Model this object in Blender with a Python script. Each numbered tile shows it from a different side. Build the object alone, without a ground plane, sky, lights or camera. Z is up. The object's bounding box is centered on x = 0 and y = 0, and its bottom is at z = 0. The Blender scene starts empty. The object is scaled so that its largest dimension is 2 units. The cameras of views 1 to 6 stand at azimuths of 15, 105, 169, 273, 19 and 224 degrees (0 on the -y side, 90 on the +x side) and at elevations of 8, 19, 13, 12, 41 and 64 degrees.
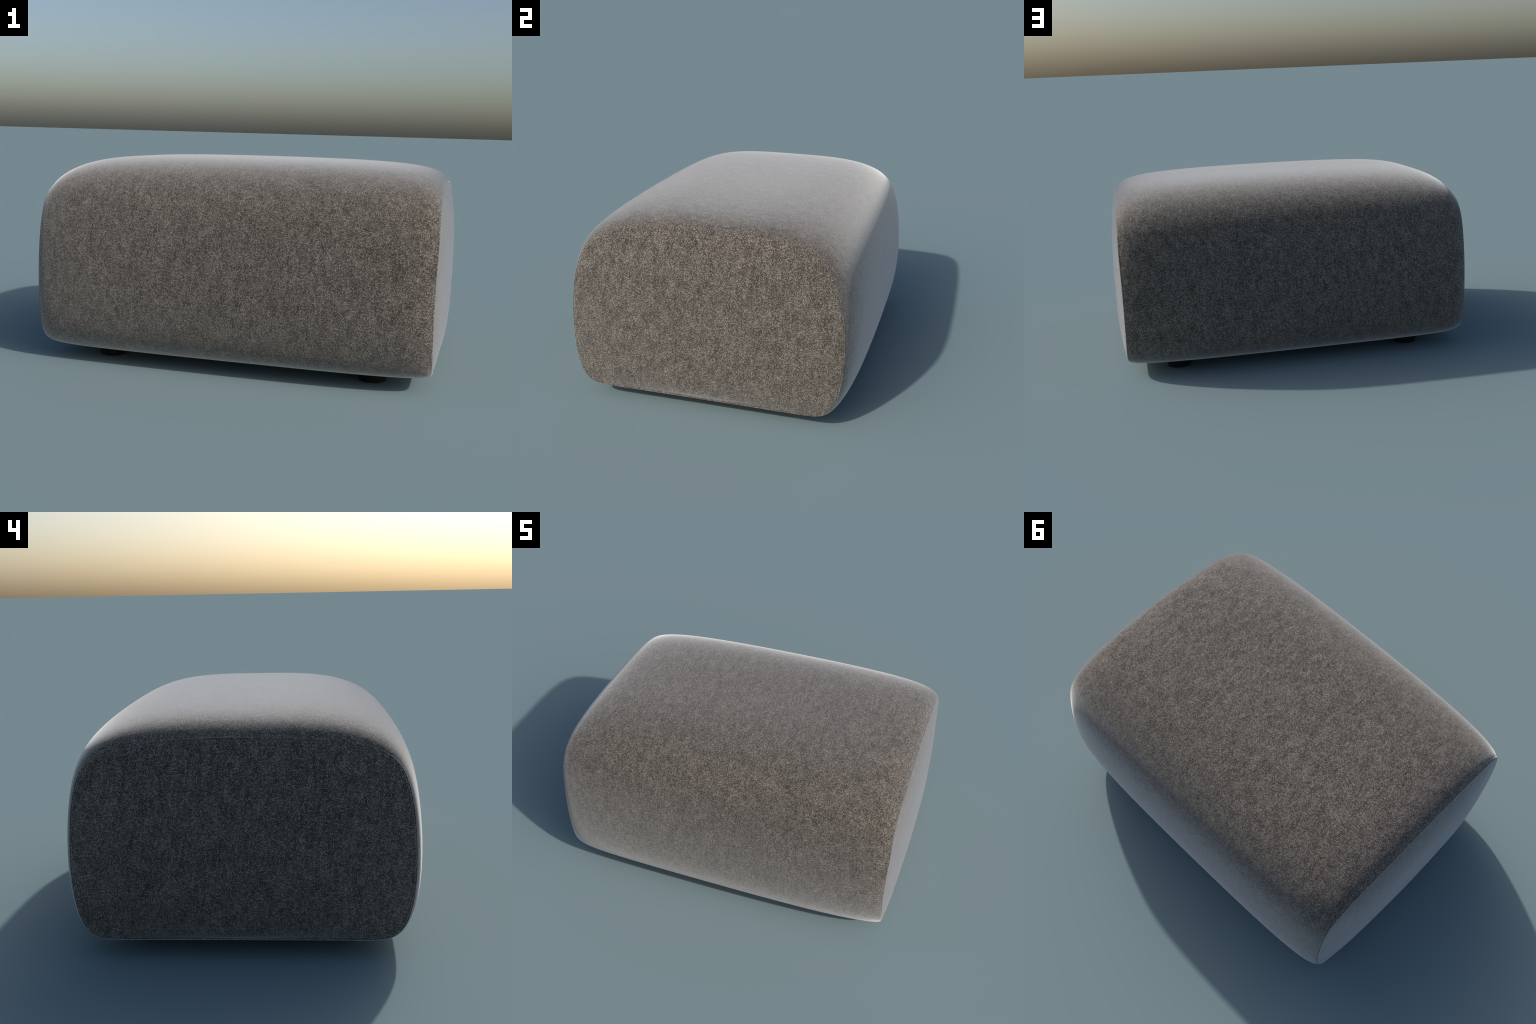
"""Upholstered ottoman: a loaf-shaped woven-fabric cushion with two sewn-in end panels
and four short round black feet.  Frame: metres, z up, long axis along x."""
import bpy, math
import numpy as np

# ------------------------------------------------------------------ shape description
# Closed cross-section profiles are cubic B-splines through nine (y, z) control points for
# one half: bottom centre -> bottom corner -> side -> shoulder -> top centre (mirrored in y).
MIDDLE = [(0, .0524), (.4926, .0524), (.6232, .0530), (.7152, .1213), (.7617, .271), (.7631, .5883), (.7086, .9072), (.4222, 1.0298), (0, 1.0179)]
# slight lean of the cover along x at each control point (dy/dx, dz/dx)
LEAN = [(0, .0053), (-.0131, .0053), (-.0034, -.0009), (-.0018, -.0159), (-.0008, -.0235), (.0153, -.0243), (.016, -.0176), (.0035, .0061), (0, .0018)]
# each end: seam profile, seam x, where the cover starts to turn in (share of seam x), how much
# fullness is left there, then dome: (start of turn, apex x, flatness, apex height)
END_PLUS = dict(
    ring=[(0, .084), (.5068, .084), (.649, .084), (.7002, .2723), (.7029, .5485), (.6594, .7446), (.6106, .8476), (.4332, .902), (0, .9363)],
    x=[.9557, .9575, .9636, .9586, .9579, .9637, .9556, .9588, .9577],
    turn=[.9931, .993, .9773, .9571, .9475, .948, .9484, .9518, .9568],
    full=[1.0325, 1.0325, .9558, .8023, .6484, .5628, .5886, .7335, .8714],
    dome=(.8824, .9997, 3.74, .4332))
END_MINUS = dict(
    ring=[(0, .0866), (.4987, .0866), (.6343, .0865), (.696, .2401), (.6971, .527), (.6609, .7693), (.5823, .8558), (.3903, .9024), (0, .9175)],
    x=[.9465, .947, .9545, .9452, .9468, .9437, .9442, .9466, .9469],
    turn=[.9739, .9739, .9719, .959, .9556, .9673, .9699, .9446, .9044],
    full=[1.043, 1.043, .9742, .816, .6673, .5909, .6121, .6938, .7878],
    dome=(.8779, 1.0, 3.72, .4138))
DOME_Y, DOME_Z = .67, .44          # the dome's contour lines relax to this ellipse toward its middle
AROUND = 384
SEAM_DEPTH, SEAM_WIDTH = .0030, .0030
LIP_HEIGHT, LIP_AT, LIP_WIDTH = .0012, .0075, .0035
FOOT_X, FOOT_Y, FOOT_R, FOOT_TOP = .6706, .4608, .0650, .085
FOOT_CENTRE = (.008, .014)


def loop(half, odd):
    """Closed uniform cubic B-spline through the half profile and its mirror image.
    odd: the value changes sign on the mirrored side (the y coordinate)."""
    h = np.asarray(half, float)
    full = np.concatenate([h, (-1 if odd else 1) * h[1:-1][::-1]])
    m = len(full)
    t = np.arange(AROUND) / AROUND * m
    i, f = t.astype(int), t - t.astype(int)
    w = [(1 - f) ** 3 / 6, (3 * f**3 - 6 * f**2 + 4) / 6, (-3 * f**3 + 3 * f**2 + 3 * f + 1) / 6, f**3 / 6]
    return sum(w[j] * full[(i + j - 1) % m] for j in range(4))


def loop2(pairs):
    return np.stack([loop([p[0] for p in pairs], True), loop([p[1] for p in pairs], False)], -1)


def unit(v):
    return v / np.maximum(np.linalg.norm(v, axis=-1, keepdims=True), 1e-12)


def groove(d):
    """Height of the sewn seam section at distance d from the stitch line."""
    return -SEAM_DEPTH * np.exp(-(d / SEAM_WIDTH) ** 2) + LIP_HEIGHT * np.exp(-((d - LIP_AT) / LIP_WIDTH) ** 2)


NEAR_SEAM = np.array([.030, .024, .019, .0155, .0128, .0105, .0087, .0072, .0059, .0047, .0036, .0026, .0017, .0008, 0.0])


def end_surfaces(end, sign):
    """Half of the cover (middle section to seam) and the domed end panel on one side."""
    start, apex_x, flat, apex_z = end["dome"]
    mid, lean, ring = loop2(MIDDLE), loop2(LEAN), loop2(end["ring"])
    xs, turn, full = loop(end["x"], False), loop(end["turn"], False), loop(end["full"], False)
    p0 = np.column_stack([np.zeros(AROUND), mid])
    p1 = np.column_stack([sign * start * xs, mid + (sign * start * xs)[:, None] * lean])
    p2 = np.column_stack([sign * turn * xs, ring + full[:, None] * (mid - ring)])
    p3 = np.column_stack([sign * xs, ring])

    def bez(t):
        t = t[..., None]
        return (1 - t) ** 3 * p0 + 3 * t * (1 - t) ** 2 * p1 + 3 * t * t * (1 - t) * p2 + t**3 * p3

    centre = np.array([0, apex_z])
    reach = np.linalg.norm(ring - centre, axis=1)
    ray = (ring - centre) / reach[:, None]
    oval = 1 / np.hypot(ray[:, 0] / DOME_Y, ray[:, 1] / DOME_Z)

    def dome(r):
        yz = centre + (r * (oval + (reach - oval) * r**2))[..., None] * ray
        x = apex_x + (xs - apex_x) * np.abs(r) ** flat
        return np.concatenate([(sign * x)[..., None], yz], -1)

    def normal(surface, p, step):
        a = np.roll(surface(p), -1, -2) - np.roll(surface(p), 1, -2)
        b = surface(p + step) - surface(p - step)
        n = unit(np.cross(a, b))
        out = surface(p) - np.array([0, 0, .45])
        return n * np.sign((n * out).sum(-1, keepdims=True))

    one = np.ones(AROUND)
    speed_c = 3 * np.linalg.norm(p3 - p2, axis=1)
    speed_d = np.linalg.norm(dome(one) - dome(one * .99), axis=1) / .01
    seam_n = unit(normal(bez, one, 1e-3) + normal(dome, one, 1e-3))

    # cover: coarse spans, then fine rows beside the stitch line
    t_fine = 1 - NEAR_SEAM[:, None] / np.maximum(speed_c, .02)
    coarse = 1 - (1 - np.linspace(0, 1, 72)) ** 1.25
    coarse = coarse[:-1, None] / coarse[-1] * np.minimum(t_fine[0], .98)
    t = np.concatenate([coarse, t_fine])
    cover = bez(t)
    d = np.linalg.norm(cover - p3, axis=-1)
    cover = cover + (groove(d) * 1.0)[..., None] * seam_n
    # end panel: from the stitch line to the apex
    r_fine = 1 - NEAR_SEAM[::-1, None] / speed_d
    r = np.concatenate([r_fine, (1 - np.linspace(0, 1, 72) ** 1.35)[1:-1, None] * r_fine[-1]])
    panel = dome(r)
    d = np.linalg.norm(panel - p3, axis=-1)
    panel = panel + groove(d)[..., None] * seam_n
    panel[0] = cover[-1]
    return cover, panel, np.array([sign * apex_x, 0, apex_z])


def mesh_object(name, verts, faces, material, parent):
    me = bpy.data.meshes.new(name)
    me.from_pydata([tuple(v) for v in verts], [], faces)
    me.update()
    me.polygons.foreach_set("use_smooth", [True] * len(me.polygons))
    me.materials.append(material)
    ob = bpy.data.objects.new(name, me)
    bpy.context.scene.collection.objects.link(ob)
    ob.parent = parent
    return ob


def grid_faces(rows, flip=False):
    out = []
    for i in range(rows - 1):
        for j in range(AROUND):
            k = (j + 1) % AROUND
            q = (i * AROUND + j, i * AROUND + k, (i + 1) * AROUND + k, (i + 1) * AROUND + j)
            out.append(q[::-1] if flip else q)
    return out


# ------------------------------------------------------------------ materials
class Graph:
    def __init__(self, name):
        self.mat = bpy.data.materials.new(name)
        self.mat.use_nodes = True
        self.nt = self.mat.node_tree
        self.nt.nodes.clear()

    def add(self, kind, props=None, **inputs):
        n = self.nt.nodes.new(kind)
        for k, v in (props or {}).items():
            setattr(n, k, v)
        for k, v in inputs.items():
            self.put(n, k.replace("_", " "), v)
        return n

    def put(self, node, key, v):
        sock = node.inputs[key]
        if isinstance(v, bpy.types.NodeSocket):
            self.nt.links.new(v, sock)
        else:
            sock.default_value = v

    def math(self, op, a, b=None, clamp=False):
        n = self.nt.nodes.new("ShaderNodeMath")
        n.operation, n.use_clamp = op, clamp
        self.put(n, 0, a)
        if b is not None:
            self.put(n, 1, b)
        return n.outputs[0]

    def xyz(self, x, y, z=0.0):
        n = self.nt.nodes.new("ShaderNodeCombineXYZ")
        for i, v in enumerate((x, y, z)):
            self.put(n, i, v)
        return n.outputs[0]

    def noise(self, vector, scale, detail=2.0, rough=.5):
        return self.add("ShaderNodeTexNoise", {"noise_dimensions": "3D"}, Vector=vector, Scale=scale, Detail=detail, Roughness=rough).outputs["Fac"]

    def ramp(self, fac, stops):
        n = self.nt.nodes.new("ShaderNodeValToRGB")
        self.put(n, "Fac", fac)
        e = n.color_ramp.elements
        while len(e) < len(stops):
            e.new(1.0)
        for el, (p, c) in zip(e, stops):
            el.position, el.color = p, (*c, 1)
        return n.outputs["Color"]


DARK, MID, LIGHT = (.031, .026, .0215), (.106, .090, .075), (.375, .338, .292)
THREAD = .0047          # spacing of the yarn crossings
SHEEN, SHEEN_ROUGH = 1.0, .443


def fabric(name, wrap):
    """Melange plain weave: every yarn crossing is a small knot with its own tone, slub streaks
    run along warp and weft, and fine fibre fuzz gives a pale sheen at grazing angles."""
    g = Graph(name)
    pos = g.add("ShaderNodeTexCoord").outputs["Object"]
    sep = g.add("ShaderNodeSeparateXYZ", Vector=pos)
    x, y, z = sep.outputs
    u, v, side = y, z, g.math("SIGN", x)
    if wrap:      # cloth runs up the front, over the top and down the back; turned in at the ends
        nrm = g.add("ShaderNodeSeparateXYZ", Vector=g.add("ShaderNodeNewGeometry").outputs["Normal"]).outputs
        turned = g.math("GREATER_THAN", g.math("ABSOLUTE", nrm[0]), .64)
        # distance along the cloth: inward is downhill above the belly and uphill below it
        run = g.math("SUBTRACT", z, g.math("MULTIPLY", g.math("ABSOLUTE", y), g.math("SIGN", nrm[2])))
        flat = g.xyz(x, run, g.math("SIGN", y))
        mix = g.add("ShaderNodeMix", {"data_type": "VECTOR"})
        g.put(mix, 0, turned)
        g.put(mix, 4, flat)
        g.put(mix, 5, g.xyz(y, z, side))
        u, v, side = g.add("ShaderNodeSeparateXYZ", Vector=mix.outputs[1]).outputs
    side = g.math("MULTIPLY", side, 3.7)
    # yarns wander a little
    wob = g.add("ShaderNodeTexNoise", Vector=pos, Scale=45.0, Detail=1.0).outputs["Color"]
    wob = g.add("ShaderNodeSeparateXYZ", Vector=wob).outputs
    u = g.math("ADD", u, g.math("MULTIPLY", g.math("SUBTRACT", wob[0], .5), .0045))
    v = g.math("ADD", v, g.math("MULTIPLY", g.math("SUBTRACT", wob[1], .5), .0045))
    flat = g.xyz(g.math("ADD", u, side), g.math("ADD", v, g.math("MULTIPLY", side, 1.7)))
    vor = g.add("ShaderNodeTexVoronoi", {"voronoi_dimensions": "2D"}, Vector=flat, Scale=1 / THREAD, Randomness=.5)
    knot = g.math("SUBTRACT", 1.0, g.math("MULTIPLY", vor.outputs["Distance"], 1.85), clamp=True)
    rnd = g.add("ShaderNodeSeparateXYZ", Vector=vor.outputs["Color"]).outputs[0]
    bright = g.math("POWER", rnd, 1.7)
    # slub streaks along the warp (v) and the weft (u), soft clouds and single-fibre grain
    warp = g.noise(g.xyz(g.math("MULTIPLY", u, 95.0), g.math("MULTIPLY", v, 30.0), side), 1.0, 2.0)
    weft = g.noise(g.xyz(g.math("MULTIPLY", u, 40.0), g.math("MULTIPLY", v, 110.0), side), 1.0, 2.0)
    cloud = g.noise(g.xyz(g.math("MULTIPLY", u, 30.0), g.math("MULTIPLY", v, 13.0), side), 1.0, 3.0, .6)
    fine = g.noise(pos, 270.0, 2.0)
    tone = g.math("ADD", .115, g.math("MULTIPLY", knot, g.math("ADD", .12, g.math("MULTIPLY", bright, 1.2))))
    for n, k in ((warp, .34), (weft, .24), (cloud, .46), (fine, .62)):
        tone = g.math("ADD", tone, g.math("MULTIPLY", g.math("SUBTRACT", n, .5), k))
    colour = g.ramp(g.math("ADD", tone, 0.0, clamp=True), [(0.0, DARK), (.30, MID), (.85, LIGHT)])
    height = g.math("ADD", g.math("MULTIPLY", knot, .7), g.math("MULTIPLY", rnd, .3))
    bump = g.add("ShaderNodeBump", Strength=.3, Distance=.0012, Height=height).outputs["Normal"]
    bsdf = g.add("ShaderNodeBsdfPrincipled")
    g.put(bsdf, "Base Color", colour)
    g.put(bsdf, "Roughness", .95)
    g.put(bsdf, "Specular IOR Level", .15)
    g.put(bsdf, "Sheen Weight", SHEEN)
    g.put(bsdf, "Sheen Roughness", SHEEN_ROUGH)
    g.put(bsdf, "Sheen Tint", (1.0, 1.0, 1.0, 1.0))
    g.put(bsdf, "Normal", bump)
    out = g.add("ShaderNodeOutputMaterial")
    g.nt.links.new(bsdf.outputs[0], out.inputs["Surface"])
    return g.mat


def foot_plastic():
    g = Graph("black_plastic")
    pos = g.add("ShaderNodeTexCoord").outputs["Object"]
    colour = g.ramp(g.noise(pos, 60.0), [(.3, (.006, .006, .006)), (.7, (.010, .0095, .009))])
    bsdf = g.add("ShaderNodeBsdfPrincipled")
    g.put(bsdf, "Base Color", colour)
    g.put(bsdf, "Roughness", .55)
    g.put(bsdf, "Specular IOR Level", .3)
    out = g.add("ShaderNodeOutputMaterial")
    g.nt.links.new(bsdf.outputs[0], out.inputs["Surface"])
    return g.mat


# ------------------------------------------------------------------ build
root = bpy.data.objects.new("ottoman", None)
bpy.context.scene.collection.objects.link(root)
root["label"] = "low rounded grey-brown fabric ottoman on short black feet"
root["category"] = "ottoman"

cover_cloth, panel_cloth = fabric("woven_fabric_cover", True), fabric("woven_fabric_panel", False)

plus, plus_panel, plus_apex = end_surfaces(END_PLUS, 1)
minus, minus_panel, minus_apex = end_surfaces(END_MINUS, -1)
rows = np.concatenate([minus[::-1], plus[1:]])
mesh_object("cover", rows.reshape(-1, 3), grid_faces(len(rows), flip=False), cover_cloth, root)
for panel, apex, flip in ((plus_panel, plus_apex, False), (minus_panel, minus_apex, True)):
    n = len(panel)
    faces = grid_faces(n, flip)
    last, tip = (n - 1) * AROUND, n * AROUND
    for j in range(AROUND):
        f = (last + j, last + (j + 1) % AROUND, tip)
        faces.append(f[::-1] if flip else f)
    mesh_object("end_panel", np.vstack([panel.reshape(-1, 3), apex]), faces, panel_cloth, root)

# feet: turned profile (radius, height) with eased edges, one shared mesh
foot_mat = foot_plastic()
profile = [(0, 0), (FOOT_R - .004, 0), (FOOT_R - .0015, .0008), (FOOT_R, .0035), (FOOT_R, FOOT_TOP), (0, FOOT_TOP)]
seg = 72
verts, faces = [], []
for r, h in profile[1:-1]:
    verts += [(r * math.cos(2 * math.pi * k / seg), r * math.sin(2 * math.pi * k / seg), h) for k in range(seg)]
for i in range(len(profile) - 3):
    for k in range(seg):
        l = (k + 1) % seg
        faces.append((i * seg + k, i * seg + l, (i + 1) * seg + l, (i + 1) * seg + k))
faces.append(tuple(range(seg))[::-1])
faces.append(tuple((len(profile) - 3) * seg + k for k in range(seg)))
foot = mesh_object("foot", verts, faces, foot_mat, root)
foot.data.set_sharp_from_angle(angle=math.radians(50))
spots = [(sx * FOOT_X + FOOT_CENTRE[0], sy * FOOT_Y + FOOT_CENTRE[1], 0) for sx in (-1, 1) for sy in (-1, 1)]
foot.location = spots[0]
for s in spots[1:]:
    c = foot.copy()
    bpy.context.scene.collection.objects.link(c)
    c.location = s

# ------------------------------------------------------------------ normals outward
import bmesh
for ob in root.children:
    if ob.name.startswith("foot") and ob is not foot:
        continue
    bm = bmesh.new()
    bm.from_mesh(ob.data)
    bmesh.ops.recalc_face_normals(bm, faces=bm.faces)
    big = max(bm.faces, key=lambda f: f.calc_center_median().x * (1 if ob.name != "end_panel.001" else -1))
    ref = -1 if ob.name == "end_panel.001" else 1
    if ob.name == "cover":
        big, axis = max(bm.faces, key=lambda f: f.calc_center_median().z), (0, 0, 1)
    else:
        axis = (ref, 0, 0)
    if sum(a * b for a, b in zip(big.normal, axis)) < 0:
        bmesh.ops.reverse_faces(bm, faces=bm.faces)
    bm.to_mesh(ob.data)
    bm.free()
